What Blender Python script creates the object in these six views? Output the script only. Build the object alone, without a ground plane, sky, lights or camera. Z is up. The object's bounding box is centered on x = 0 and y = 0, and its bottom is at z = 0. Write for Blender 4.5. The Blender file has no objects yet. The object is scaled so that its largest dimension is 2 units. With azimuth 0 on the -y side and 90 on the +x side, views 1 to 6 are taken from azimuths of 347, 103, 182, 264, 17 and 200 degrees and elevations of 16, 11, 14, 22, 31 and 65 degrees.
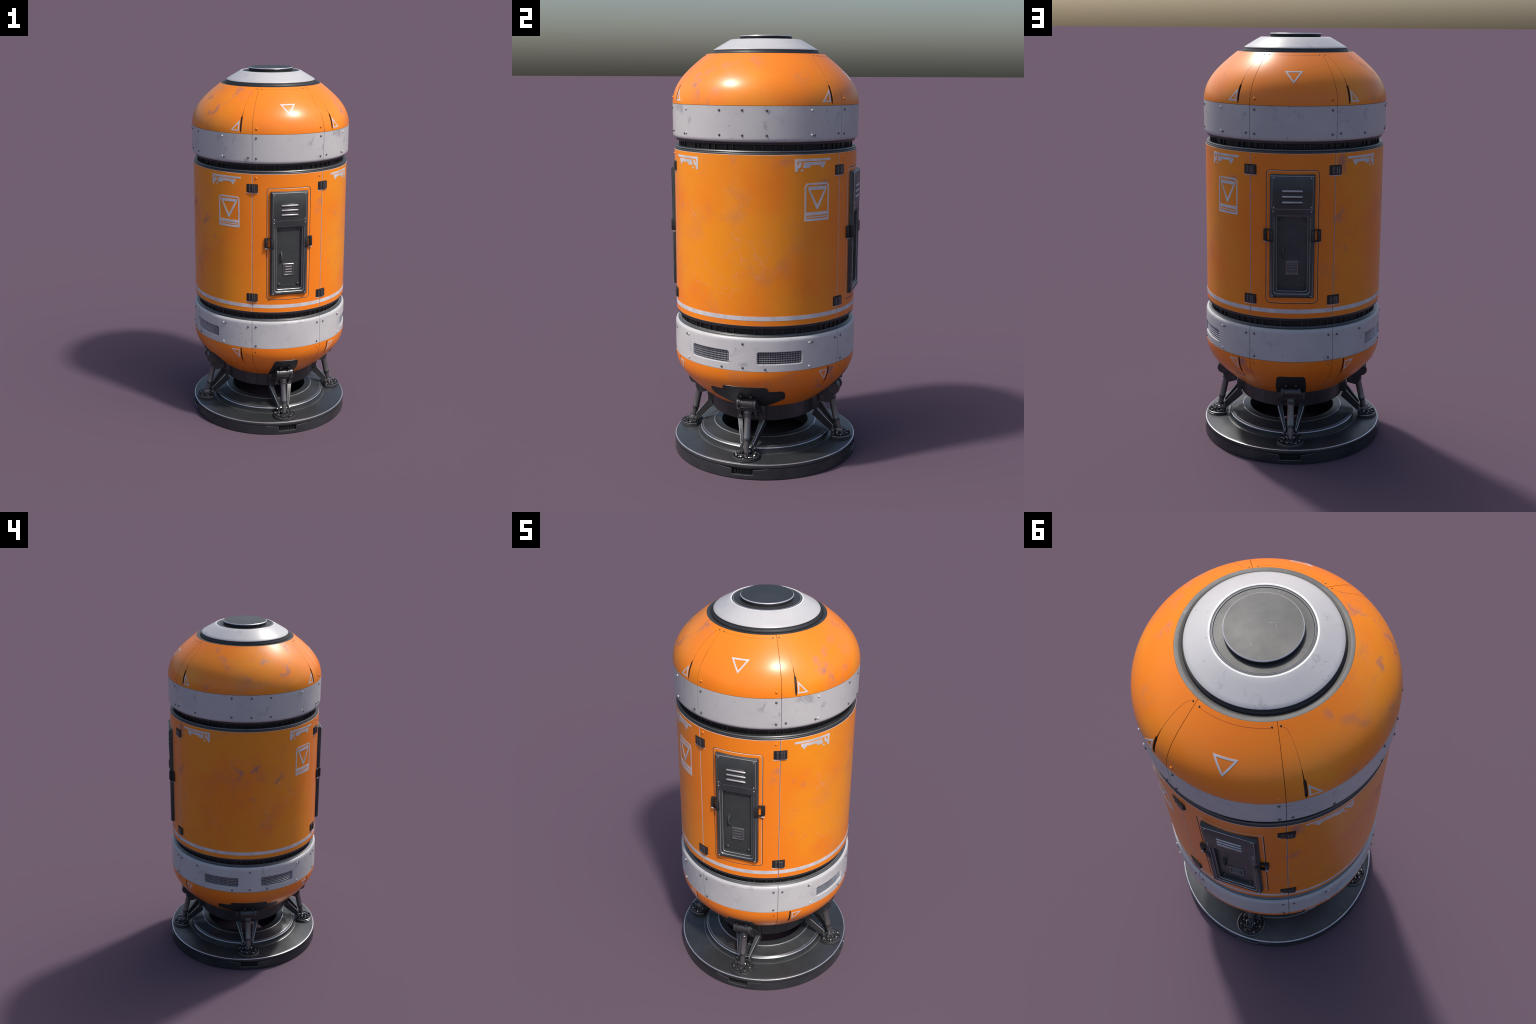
"""Orange capsule tank with white bands, two service doors and four legs on a round dark base."""
import bpy, bmesh, math, random
from mathutils import Vector, Matrix

random.seed(7)
RAD = math.pi / 180
COL = bpy.context.scene.collection

# ------------------------------------------------------------------ materials
class NT:
    def __init__(self, name):
        self.mat = bpy.data.materials.new(name)
        self.mat.use_nodes = True
        self.t = self.mat.node_tree
        self.t.nodes.clear()
        self.out = self.n('ShaderNodeOutputMaterial')
        self.b = self.n('ShaderNodeBsdfPrincipled')
        self.l(self.b.outputs[0], self.out.inputs[0])
        self.co = self.n('ShaderNodeTexCoord').outputs['Object']

    def n(self, kind, **kw):
        nd = self.t.nodes.new(kind)
        for k, v in kw.items():
            setattr(nd, k, v)
        return nd

    def l(self, a, b):
        self.t.links.new(a, b)

    def put(self, sock, v):
        if hasattr(v, 'is_linked'):
            self.l(v, sock)
        else:
            sock.default_value = v

    def noise(self, scale, detail=3, rough=.5, dist=0., co=None):
        nd = self.n('ShaderNodeTexNoise')
        self.l(co or self.co, nd.inputs['Vector'])
        nd.inputs['Scale'].default_value = scale
        nd.inputs['Detail'].default_value = detail
        nd.inputs['Roughness'].default_value = rough
        nd.inputs['Distortion'].default_value = dist
        return nd.outputs[0]

    def scaled(self, sx, sy, sz, off=(0, 0, 0)):
        m = self.n('ShaderNodeMapping')
        self.l(self.co, m.inputs['Vector'])
        m.inputs['Scale'].default_value = (sx, sy, sz)
        m.inputs['Location'].default_value = off
        return m.outputs[0]

    def step(self, v, a, b):
        """smooth 0..1 between a and b"""
        m = self.n('ShaderNodeMapRange', interpolation_type='SMOOTHSTEP')
        self.put(m.inputs['Value'], v)
        m.inputs['From Min'].default_value = min(a, b)
        m.inputs['From Max'].default_value = max(a, b)
        m.inputs['To Min'].default_value = 0 if a < b else 1
        m.inputs['To Max'].default_value = 1 if a < b else 0
        return m.outputs[0]

    def math(self, op, a, b=0.):
        m = self.n('ShaderNodeMath', operation=op)
        self.put(m.inputs[0], a)
        self.put(m.inputs[1], b)
        return m.outputs[0]

    def mix(self, f, a, b):
        m = self.n('ShaderNodeMix', data_type='RGBA')
        self.put(m.inputs[0], f)
        self.put(m.inputs[6], a)
        self.put(m.inputs[7], b)
        return m.outputs[2]

    def bump(self, h, strength, dist=.001):
        b = self.n('ShaderNodeBump')
        b.inputs['Strength'].default_value = strength
        b.inputs['Distance'].default_value = dist
        self.l(h, b.inputs['Height'])
        self.l(b.outputs[0], self.b.inputs['Normal'])

    def web(self, scale, width, wobble=.05, co=None):
        """thin crooked line network"""
        nz = self.n('ShaderNodeTexNoise')
        self.l(self.co, nz.inputs['Vector'])
        nz.inputs['Scale'].default_value = 7
        nz.inputs['Detail'].default_value = 3
        mx = self.n('ShaderNodeMix', data_type='VECTOR')
        mx.inputs[0].default_value = wobble
        self.l(co or self.co, mx.inputs[4])
        self.l(nz.outputs[1], mx.inputs[5])
        v = self.n('ShaderNodeTexVoronoi', feature='DISTANCE_TO_EDGE')
        v.inputs['Scale'].default_value = scale
        self.l(mx.outputs[1], v.inputs['Vector'])
        return self.step(v.outputs['Distance'], width, width * .3)

    def xyz(self):
        s = self.n('ShaderNodeSeparateXYZ')
        self.l(self.co, s.inputs[0])
        return s.outputs


def c4(r, g, b):
    return (r, g, b, 1.)


def orange_paint():
    m = NT('orange_paint')
    x, y, z = m.xyz()
    # flank panels are yellower than the door segments and the bowl
    flank = m.math('MULTIPLY', m.step(m.math('ABSOLUTE', x), .13, .33), m.step(z, .46, .62))
    hue = m.math('MULTIPLY', m.math('ADD', m.math('MULTIPLY', flank, .6), .25), m.math('ADD', m.step(m.noise(2.3, 3, .55), .38, .64), .35))
    col = m.mix(hue, c4(.85, .200, .011), c4(.85, .275, .011))
    fade = m.math('MULTIPLY', m.step(m.noise(4.5, 4, .6), .5, .75), .14)
    col = m.mix(fade, col, c4(.70, .22, .06))
    # worn mauve-grey patches, mostly on the dome and mid side panels
    high = m.math('MULTIPLY', m.step(z, 1.73, 1.84), .085)
    area = m.step(m.math('ADD', m.noise(3.4, 2, .5), high), .53, .66)
    blot = m.step(m.math('ADD', m.noise(11.5, 6, .60), m.math('MULTIPLY', high, .5)), .540, .70)
    side = m.step(m.math('ABSOLUTE', x), .09, .24)
    patch = m.math('MULTIPLY', m.math('MULTIPLY', area, blot), m.math('MULTIPLY', side, .80))
    col = m.mix(patch, col, c4(.25, .135, .145))
    cloud = m.math('MULTIPLY', m.step(m.noise(5.5, 6, .62), .50, .68), m.math('MULTIPLY', m.step(m.math('ABSOLUTE', x), .27, .43), .30))
    col = m.mix(cloud, col, c4(.48, .20, .10))
    # crackle scratches on the flank panels
    wide = m.step(m.math('ABSOLUTE', x), .24, .40)
    band = m.math('MULTIPLY', m.step(z, .76, .92), m.step(z, 1.42, 1.22))
    where = m.math('MULTIPLY', m.math('MULTIPLY', wide, band), m.step(m.noise(5, 3, .6), .44, .60))
    broken = m.step(m.noise(26, 4, .65), .44, .58)
    lines = m.math('MULTIPLY', m.math('MULTIPLY', m.web(19, .040, .13), where), m.math('MULTIPLY', broken, .42))
    lines2 = m.math('MULTIPLY', m.math('MULTIPLY', m.web(38, .05, .08), where), m.math('MULTIPLY', m.step(m.noise(14, 3), .5, .62), .26))
    col = m.mix(lines, col, c4(.72, .32, .20))
    col = m.mix(lines2, col, c4(.68, .30, .20))
    # fine chips and grime specks
    chip = m.math('MULTIPLY', m.step(m.noise(75, 4, .6), .685, .73), m.step(m.noise(9, 2), .42, .6))
    col = m.mix(m.math('MULTIPLY', chip, .55), col, c4(.27, .13, .10))
    m.l(col, m.b.inputs['Base Color'])
    rough = m.math('ADD', m.math('MULTIPLY', m.noise(12, 5, .6), .10), m.math('ADD', .25, m.math('MULTIPLY', patch, .4)))
    m.l(rough, m.b.inputs['Roughness'])
    m.b.inputs['Specular IOR Level'].default_value = .5
    m.bump(m.noise(240, 3, .6), .05, .0006)
    return m.mat


def white_paint():
    m = NT('white_paint')
    col = m.mix(m.step(m.noise(3, 4, .6), .35, .7), c4(.515, .51, .52), c4(.455, .45, .465))
    area = m.step(m.noise(5.0, 2), .48, .62)
    smear = m.step(m.noise(20, 7, .7, .6), .53, .68)
    col = m.mix(m.math('MULTIPLY', m.math('MULTIPLY', area, smear), .62), col, c4(.24, .24, .26))
    chip = m.math('MULTIPLY', m.step(m.noise(95, 4, .6, 0, m.scaled(1, 1, .6)), .645, .69), m.step(m.noise(10, 2), .42, .58))
    col = m.mix(m.math('MULTIPLY', chip, .75), col, c4(.16, .16, .17))
    scr = m.math('MULTIPLY', m.web(9, .012, .06, m.scaled(1.2, 1.2, .7)), m.step(m.noise(13, 3, .6), .60, .68))
    col = m.mix(m.math('MULTIPLY', scr, .5), col, c4(.22, .22, .24))
    m.l(col, m.b.inputs['Base Color'])
    m.l(m.math('ADD', m.math('MULTIPLY', m.noise(10, 5, .6), .14), .28), m.b.inputs['Roughness'])
    m.bump(m.noise(230, 3, .6), .05, .0006)
    return m.mat


def dark_metal(name, base, rough=.36, metal=.55, wear=.35):
    m = NT(name)
    hi = tuple(min(1, v * 1.22) for v in base)
    lo = tuple(v * .88 for v in base)
    col = m.mix(m.step(m.noise(6, 5, .65), .35, .7), c4(*lo), c4(*hi))
    scr = m.math('MULTIPLY', m.web(16, .010, .07), m.step(m.noise(11, 3, .6), .58, .66))
    col = m.mix(m.math('MULTIPLY', scr, wear), col, c4(.38, .38, .40))
    speck = m.step(m.noise(120, 3, .6), .70, .74)
    col = m.mix(m.math('MULTIPLY', speck, wear), col, c4(.30, .30, .31))
    m.l(col, m.b.inputs['Base Color'])
    m.b.inputs['Metallic'].default_value = metal
    m.l(m.math('ADD', m.math('MULTIPLY', m.noise(8, 5, .65), .2), rough - .1), m.b.inputs['Roughness'])
    m.bump(m.noise(180, 4, .6), .06, .0006)
    return m.mat


def plain(name, col, rough=.4, metal=0., var=.12):
    m = NT(name)
    k = m.step(m.noise(20, 4, .6), .3, .7)
    m.l(m.mix(k, c4(*[v * (1 - var) for v in col]), c4(*[min(1, v * (1 + var)) for v in col])), m.b.inputs['Base Color'])
    m.b.inputs['Metallic'].default_value = metal
    m.b.inputs['Roughness'].default_value = rough
    return m.mat


ORANGE = orange_paint()
WHITE = white_paint()
STEEL = dark_metal('dark_steel', (.058, .060, .063), .33, .6)
BASEM = dark_metal('base_steel', (.060, .065, .070), .33, .55)
DOORM = dark_metal('door_steel', (.058, .065, .067), .38, .35, .25)
CAPM = dark_metal('cap_steel', (.034, .037, .041), .48, .18, .25)
PISTON = dark_metal('piston_steel', (.17, .165, .168), .32, .75, .3)
HINGEM = dark_metal('hinge_steel', (.085, .085, .088), .30, .65, .3)
CHROME = plain('worn_chrome', (.34, .34, .36), .24, .9, .3)
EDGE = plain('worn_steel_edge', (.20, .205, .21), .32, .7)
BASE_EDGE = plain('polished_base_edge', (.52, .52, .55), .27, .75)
NECKM = dark_metal('neck_steel', (.062, .063, .068), .34, .5)
PIPEM = dark_metal('pipe_steel', (.018, .018, .02), .45, .3, .1)
BLACK = plain('matte_black', (.012, .012, .013), .55)  # flat black for recess walls, liners and small dark parts
GROOVE = plain('groove_dark_paint', (.035, .018, .012), .6)  # dark brown of the cores and walls inside panel gaps
MARK = plain('marking_paint', (.57, .55, .58), .38)
WORN_HIGHLIGHT = plain('worn_highlight_edge', (.62, .50, .48), .35)  # edge wear plus highlights painted along seams, latch and clip lips
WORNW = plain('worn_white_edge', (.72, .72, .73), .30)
BRIGHT = plain('bare_metal_glint_edge', (.60, .60, .63), .28, .55)  # bare metal edges, lightened to paint in the cap rim's glints
LOUVRE = plain('bare_metal_bar', (.50, .48, .50), .33, .5)
MESHM = plain('grille_wire', (.46, .49, .53), .26, .7)
SCREW = plain('screw_steel', (.12, .12, .125), .35, .6)

# ------------------------------------------------------------------ objects
def new_obj(name, mesh, parent=None, az=None):
    o = bpy.data.objects.new(name, mesh)
    COL.objects.link(o)
    if parent is not None:
        o.parent = parent
    if az is not None:
        o.rotation_euler[2] = az * RAD
    return o


def finish(bm, name, mats, angle=32, smooth=True):
    me = bpy.data.meshes.new(name)
    bm.normal_update()
    bm.to_mesh(me)
    bm.free()
    for mt in mats:
        me.materials.append(mt)
    if smooth:
        me.polygons.foreach_set('use_smooth', [True] * len(me.polygons))
        me.set_sharp_from_angle(angle=angle * RAD)
    return me


# ------------------------------------------------------------------ surfaces of revolution
def polar(r, az, z):
    return Vector((r * math.sin(az), -r * math.cos(az), z))


class Profile:
    """outline (r, z) from bottom to top, parametrised by arc length t"""
    def __init__(self, pts):
        self.p = pts
        self.t = [0.]
        for a, b in zip(pts, pts[1:]):
            self.t.append(self.t[-1] + math.hypot(b[0] - a[0], b[1] - a[1]))
        seg = []
        for a, b in zip(pts, pts[1:]):
            L = math.hypot(b[0] - a[0], b[1] - a[1])
            seg.append(((b[1] - a[1]) / L, -(b[0] - a[0]) / L))
        nn = [seg[0]]
        for a, b in zip(seg, seg[1:]):
            v = (a[0] + b[0], a[1] + b[1])
            L = math.hypot(*v)
            nn.append((v[0] / L, v[1] / L))
        nn.append(seg[-1])
        self.n = nn

    def _at(self, t):
        t = min(max(t, 0), self.t[-1])
        for i in range(len(self.t) - 1):
            if t <= self.t[i + 1]:
                break
        f = (t - self.t[i]) / (self.t[i + 1] - self.t[i])
        lerp = lambda a, b: (a[0] + (b[0] - a[0]) * f, a[1] + (b[1] - a[1]) * f)
        return lerp(self.p[i], self.p[i + 1]), lerp(self.n[i], self.n[i + 1])

    def tz(self, z):
        """arc length at height z"""
        for i in range(len(self.p) - 1):
            a, b = self.p[i][1], self.p[i + 1][1]
            if a <= z <= b:
                return self.t[i] + (self.t[i + 1] - self.t[i]) * (z - a) / (b - a)
        return 0 if z < self.p[0][1] else self.t[-1]

    def map(self, s, t, d):
        (r, z), (nr, nz) = self._at(t)
        L = math.hypot(nr, nz)
        nr, nz = nr / L, nz / L
        az = s / REF
        n = Vector((nr * math.sin(az), -nr * math.cos(az), nz))
        return polar(r, az, z) + n * d, n


class Plane:
    """vertical plane facing -y at distance y0"""
    def __init__(self, y0):
        self.y0 = y0

    def tz(self, z):
        return z

    def map(self, s, t, d):
        return Vector((s, -(self.y0 + d), t)), Vector((0, -1, 0))


REF = .4305


def A(deg):
    return deg * RAD * REF


def offset(loop, d):
    """polygon moved to its left by d (mitred)"""
    out = []
    n = len(loop)
    for i in range(n):
        p0, p1, p2 = loop[i - 1], loop[i], loop[(i + 1) % n]
        a = Vector((p1[0] - p0[0], p1[1] - p0[1])).normalized()
        b = Vector((p2[0] - p1[0], p2[1] - p1[1])).normalized()
        na, nb = Vector((-a.y, a.x)), Vector((-b.y, b.x))
        m = na + nb
        k = m.length_squared
        m = m * (2 / k) if k > .3 else na
        out.append((p1[0] + m.x * d, p1[1] + m.y * d))
    return out


def area(loop):
    return sum(a[0] * b[1] - b[0] * a[1] for a, b in zip(loop, loop[1:] + loop[:1])) / 2


def rrect(x0, x1, y0, y1, r, n=5):
    pts = []
    for cx, cy, a0 in ((x1 - r, y0 + r, -90), (x1 - r, y1 - r, 0), (x0 + r, y1 - r, 90), (x0 + r, y0 + r, 180)):
        for i in range(n + 1):
            a = (a0 + 90 * i / n) * RAD
            pts.append((cx + r * math.cos(a), cy + r * math.sin(a)))
    return pts


def bevel(b, thick, m=1, wall=2):
    return [(b, 0, 0), (b * .3, -b * .3, m), (0, -b, m), (0, -thick, wall)]


def flat(thick, m=0):
    return [(0, 0, 0), (0, -thick, m)]


def add_plate(bm, surf, outer, holes=(), rings=None, hole_rings=None, ds=None, dt=None, lift=0., top_mat=0):
    """a sheet cut to an outline with holes, edges rolled down, bent onto a surface;
    adds to bm and returns {vertex: surface normal} for its top face"""
    f = bmesh.new()
    loops = [(outer if area(outer) > 0 else outer[::-1], rings or flat(.003))]
    for h in holes:
        loops.append((h if area(h) < 0 else h[::-1], hole_rings or rings or flat(.003)))
    top = []
    for loop, rg in loops:
        prev = None
        for off, dep, mi in rg:
            pts = offset(loop, off) if off else loop
            vs = [f.verts.new((x, y, dep)) for x, y in pts]
            if prev is None:
                n = len(vs)
                top += [f.edges.new((vs[i], vs[(i + 1) % n])) for i in range(n)]
            else:
                for i in range(n):
                    j = (i + 1) % n
                    fc = f.faces.new((prev[i], vs[i], vs[j], prev[j]))
                    fc.material_index = mi
            prev = vs
    bmesh.ops.triangle_fill(f, use_beauty=True, use_dissolve=False, edges=top, normal=(0, 0, 1))
    f.normal_update()
    for fc in f.faces:
        if all(abs(v.co.z) < 1e-9 for v in fc.verts):
            fc.material_index = top_mat
            if fc.normal.z < 0:
                fc.normal_flip()
    xs = [v.co.x for v in f.verts]
    ys = [v.co.y for v in f.verts]
    for step, lo, hi, ax in ((ds, min(xs), max(xs), 0), (dt, min(ys), max(ys), 1)):
        if not step:
            continue
        k = math.floor(lo / step) + 1
        while k * step < hi - 1e-6:
            co = Vector((0, 0, 0))
            co[ax] = k * step
            no = Vector((0, 0, 0))
            no[ax] = 1
            bmesh.ops.bisect_plane(f, geom=f.verts[:] + f.edges[:] + f.faces[:], dist=1e-6, plane_co=co, plane_no=no)
            k += 1
    lay = bm.loops.layers.float_vector.get('nrm') or bm.loops.layers.float_vector.new('nrm')
    mp = {}
    for v in f.verts:
        p, n = surf.map(v.co.x, v.co.y, v.co.z + lift)
        mp[v] = (bm.verts.new(p), n)
    for fc in f.faces:
        istop = all(abs(v.co.z) < 1e-7 for v in fc.verts)
        try:
            g = bm.faces.new([mp[v][0] for v in fc.verts])
        except ValueError:
            continue
        g.material_index = fc.material_index
        if istop:
            for lp, v in zip(g.loops, fc.verts):
                lp[lay] = mp[v][1]
    f.free()


def finish_plate(bm, name, mats, angle=32):
    lay = bm.loops.layers.float_vector.get('nrm')
    nrm = [tuple(lp[lay]) for fc in bm.faces for lp in fc.loops] if lay else None
    if lay:
        bm.loops.layers.float_vector.remove(lay)
    me = finish(bm, name, mats, angle)
    if nrm:
        me.normals_split_custom_set(nrm)
    return me


def plate(name, surf, outer, mats, parent, **kw):
    bm = bmesh.new()
    add_plate(bm, surf, outer, **kw)
    return new_obj(name, finish_plate(bm, name, mats), parent)


def lathe(name, pts, mats, parent=None, seg=160, closed=False, mat_of=None):
    bm = bmesh.new()
    rings = []
    for r, z in pts:
        if r < 1e-6:
            rings.append([bm.verts.new((0, 0, z))])
        else:
            rings.append([bm.verts.new(polar(r, 2 * math.pi * i / seg, z)) for i in range(seg)])
    pairs = list(zip(rings, rings[1:]))
    if closed:
        pairs.append((rings[-1], rings[0]))
    for k, (a, b) in enumerate(pairs):
        for i in range(seg):
            j = (i + 1) % seg
            if len(a) == 1:
                fc = bm.faces.new((a[0], b[j], b[i]))
            elif len(b) == 1:
                fc = bm.faces.new((a[i], a[j], b[0]))
            else:
                fc = bm.faces.new((a[i], a[j], b[j], b[i]))
            fc.material_index = mat_of[k] if mat_of else 0
    bmesh.ops.recalc_face_normals(bm, faces=bm.faces)
    return new_obj(name, finish(bm, name, mats, 28), parent)


# ------------------------------------------------------------------ small solid helpers (local frame: x lateral, r outward, z up)
def L3(x, r, z):
    return Vector((x, -r, z))


def add_prism(bm, side, x0, x1, mi=0, taper=None):
    """side outline (r, z) extruded across x0..x1"""
    a = [bm.verts.new(L3(x0, r, z)) for r, z in side]
    b = [bm.verts.new(L3(x1, r, z)) for r, z in side]
    n = len(side)
    fs = [bm.faces.new(a), bm.faces.new(b[::-1])]
    for i in range(n):
        j = (i + 1) % n
        fs.append(bm.faces.new((a[i], b[i], b[j], a[j])))
    for fc in fs:
        fc.material_index = mi
    return fs


def add_box(bm, x0, x1, r0, r1, z0, z1, mi=0, bev=0.):
    fs = add_prism(bm, [(r0, z0), (r1, z0), (r1, z1), (r0, z1)], x0, x1, mi)
    if bev:
        es = list({e for fc in fs for e in fc.edges})
        bmesh.ops.recalc_face_normals(bm, faces=fs)
        bmesh.ops.bevel(bm, geom=es, offset=bev, segments=2, profile=.5, affect='EDGES', clamp_overlap=True)


def add_rod(bm, p, q, prof, seg=20, mi=0):
    """lathe profile [(distance along, radius, material)] from p towards q, capped"""
    ax = (q - p).normalized()
    u = ax.orthogonal().normalized()
    w = ax.cross(u)
    prev = None
    for k, item in enumerate(prof):
        d, r = item[0], item[1]
        m = item[2] if len(item) > 2 else mi
        ring = [bm.verts.new(p + ax * d + (u * math.cos(2 * math.pi * i / seg) + w * math.sin(2 * math.pi * i / seg)) * r) for i in range(seg)]
        if prev:
            for i in range(seg):
                j = (i + 1) % seg
                fc = bm.faces.new((prev[i], prev[j], ring[j], ring[i]))
                fc.material_index = m
        else:
            bm.faces.new(ring[::-1]).material_index = m
        prev = ring
    bm.faces.new(prev).material_index = m


def solid(name, bm, mats, parent=None, az=None, angle=35):
    bmesh.ops.recalc_face_normals(bm, faces=bm.faces)
    return new_obj(name, finish(bm, name, mats, angle), parent, az)


# ------------------------------------------------------------------ the outlines
def dome_radius(x):
    x = max(x, 0)
    return .4368 - 1.948 * x ** 2 - 11.47 * x ** 3 + 29.17 * x ** 4


Z_DOME0, Z_DOME1 = 1.6925, 1.9162
N = 28
dome_pts = [(dome_radius(z - 1.685), z) for z in [Z_DOME0 + (Z_DOME1 - Z_DOME0) * i / N for i in range(N + 1)]]
DOME = Profile(dome_pts)
Z_BOWL1 = .510
def bowl_lift(x):
    f = min(max((x - .03) / .09, 0), 1)
    return .0062 * f * f * (3 - 2 * f)


bowl_pts = [(r, Z_BOWL1 - (z - Z_DOME0) + bowl_lift(z - Z_DOME0)) for r, z in dome_pts][::-1]
BOWL = Profile(bowl_pts)
UBAND = Profile([(.4245, 1.5365), (.4285, 1.5375), (.4325, 1.5405), (.4352, 1.5450), (.4364, 1.5505), (.4367, 1.556), (.4367, 1.6912)])
LBAND = Profile([(.4365, .5113), (.4367, .648), (.4362, .6545), (.4345, .6605), (.4312, .6648), (.4275, .6668), (.4240, .6672)])
BODY = Profile([(.4305, .7212), (.4305, 1.4834)])
BASEWALL = Profile([(.4485, .0), (.4492, .006), (.4492, .0535)])

SEAM = 26.35          # half width of the door segment, degrees
GAP = .105             # half seam gap, degrees

# ------------------------------------------------------------------ the thing
tank = bpy.data.objects.new('storage_tank', None)
COL.objects.link(tank)
tank['label'] = 'orange capsule tank, white bands, dark legs and round base'
tank['category'] = 'storage tank'

# cores behind the panels
shell = lambda prof, d: [(r - d, z) for r, z in prof.p]
dome = lathe('dome', [(.20, 1.69)] + [(dome_radius(z - 1.685) - .0055, z - .002) for z in [Z_DOME0 + (Z_DOME1 - Z_DOME0) * i / 14 for i in range(15)]] + [(.20, 1.914)], [GROOVE], tank, 96)
bowl = lathe('bowl', [(.0, .285), (.26, .285)] + [(r - .0055, z + .002) for r, z in bowl_pts[::2]] + [(.2, .512)], [GROOVE], tank, 96)
upper_band = lathe('upper_band', [(.30, 1.54), (.4285, 1.541), (.4315, 1.556), (.4315, 1.690), (.30, 1.690)], [BLACK], tank, 96)
lower_band = lathe('lower_band', [(.30, .5125), (.4240, .5125), (.4240, .657), (.416, .664), (.30, .664)], [BLACK], tank, 96)
body = lathe('body', [(.30, .7225), (.4145, .7225), (.4145, 1.4825), (.30, 1.4825)], [GROOVE], tank, 96)

STEP = A(1.5)


def sector(mid, half, prof, t0=None, t1=None):
    t0 = 0 if t0 is None else t0
    t1 = prof.t[-1] if t1 is None else t1
    return [(A(mid - half), t0), (A(mid + half), t0), (A(mid + half), t1), (A(mid - half), t1)]


WIDE = 90 - SEAM - GAP
NARROW = SEAM - GAP


def slot(mid, prof, z0, z1, tail, side):
    """narrow finger slot with a tapering crease; side = +1 when the door is at smaller azimuth"""
    t = prof.tz
    h = .68
    if prof is DOME:
        pts = [(-h * .45, 1.6970), (h * .45, 1.6970), (h * .55, 1.706), (h, 1.712), (h, z1 - .006), (h * .6, z1 - .001), (h * .1, z1 + .001), (-.1 - .1, tail), (-.32, tail),
               (-h * .6, z1 - .001), (-h, z1 - .006), (-h, 1.712), (-h * .5, 1.706)]
    else:
        pts = [(-h * .7, .5055), (-h * .8, z0 + .005), (-h * .3, z0), (-.55, tail), (-.35, tail), (h * .5, z0), (h * .8, z0 + .005), (h * .7, .5055)]
    return [(A(mid + side * a), t(z)) for a, z in pts]


# dome and bowl panels
for door in (0, 180):
    plate('dome_panel', DOME, sector(door, NARROW, DOME), [ORANGE, ORANGE, GROOVE], dome, rings=bevel(.0007, .005), ds=STEP, dt=.009)
    m = door + 90
    plate('dome_panel', DOME, sector(m, WIDE, DOME), [ORANGE, ORANGE, GROOVE], dome,
          holes=[slot(m - 90 + 34.7, DOME, 0, 1.779, 1.812, 1), slot(m + 90 - 34.7, DOME, 0, 1.779, 1.812, -1)],
          rings=bevel(.0007, .005), hole_rings=bevel(.0012, .0055), ds=STEP, dt=.009)
    plate('bowl_panel', BOWL, sector(door, NARROW, BOWL), [ORANGE, ORANGE, GROOVE], bowl, rings=bevel(.0007, .005), ds=STEP, dt=.009)
    plate('bowl_panel', BOWL, sector(m, WIDE, BOWL), [ORANGE, ORANGE, GROOVE], bowl,
          holes=[slot(m - 90 + 34.7, BOWL, .425, 0, .385, 1), slot(m + 90 - 34.7, BOWL, .425, 0, .385, -1)],
          rings=bevel(.0007, .005), hole_rings=bevel(.0012, .0055), ds=STEP, dt=.009)


def ribbon(path, w, prof):
    """thin strip along a path of (azimuth, z)"""
    pts = [(A(a), prof.tz(z)) for a, z in path]
    left, right = [], []
    for i, p in enumerate(pts):
        a = pts[max(i - 1, 0)]
        b = pts[min(i + 1, len(pts) - 1)]
        d = Vector((b[0] - a[0], b[1] - a[1])).normalized()
        ww = w[i] if isinstance(w, list) else w
        left.append((p[0] - d.y * ww, p[1] + d.x * ww))
        right.append((p[0] + d.y * ww, p[1] - d.x * ww))
    return right + left[::-1]


# drawn crease lines on the dome
bm = bmesh.new()
for door in (0, 180):
    for sg in (1, -1):
        path = [(34.4, 1.815), (34.1, 1.845), (33.4, 1.873), (32.2, 1.893), (30.6, 1.9025), (29.2, 1.9045)]
        add_plate(bm, DOME, ribbon([(door + sg * a, z) for a, z in path], [.0007, .0006, .0005, .0005, .0005, .0006], DOME), rings=flat(.0015), ds=STEP, dt=.009, lift=.0003)
    add_plate(bm, DOME, ribbon([(door - 22.0 + 4 * i, 1.9055) for i in range(12)], .0005, DOME), rings=flat(.0015), ds=STEP, lift=.0003)
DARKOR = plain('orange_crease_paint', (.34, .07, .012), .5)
new_obj('crease_line', finish_plate(bm, 'crease_line', [DARKOR]), dome)


# ------------------------------------------------------------------ painted marks
def outline_mark(name, prof, pts, w, parent, extra=()):
    loop = [(A(a), prof.tz(z)) for a, z in pts]
    if area(loop) < 0:
        loop = loop[::-1]
    bm = bmesh.new()
    add_plate(bm, prof, loop, holes=[offset(loop, w)], rings=flat(.0015), ds=STEP, dt=.009 if prof in (DOME, BOWL) else None, lift=.0006)
    for e in extra:
        add_plate(bm, prof, [(A(a), prof.tz(z)) for a, z in e], rings=flat(.0015), ds=STEP, lift=.0006)
    return new_obj(name, finish_plate(bm, name, [MARK]), parent)


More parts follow.
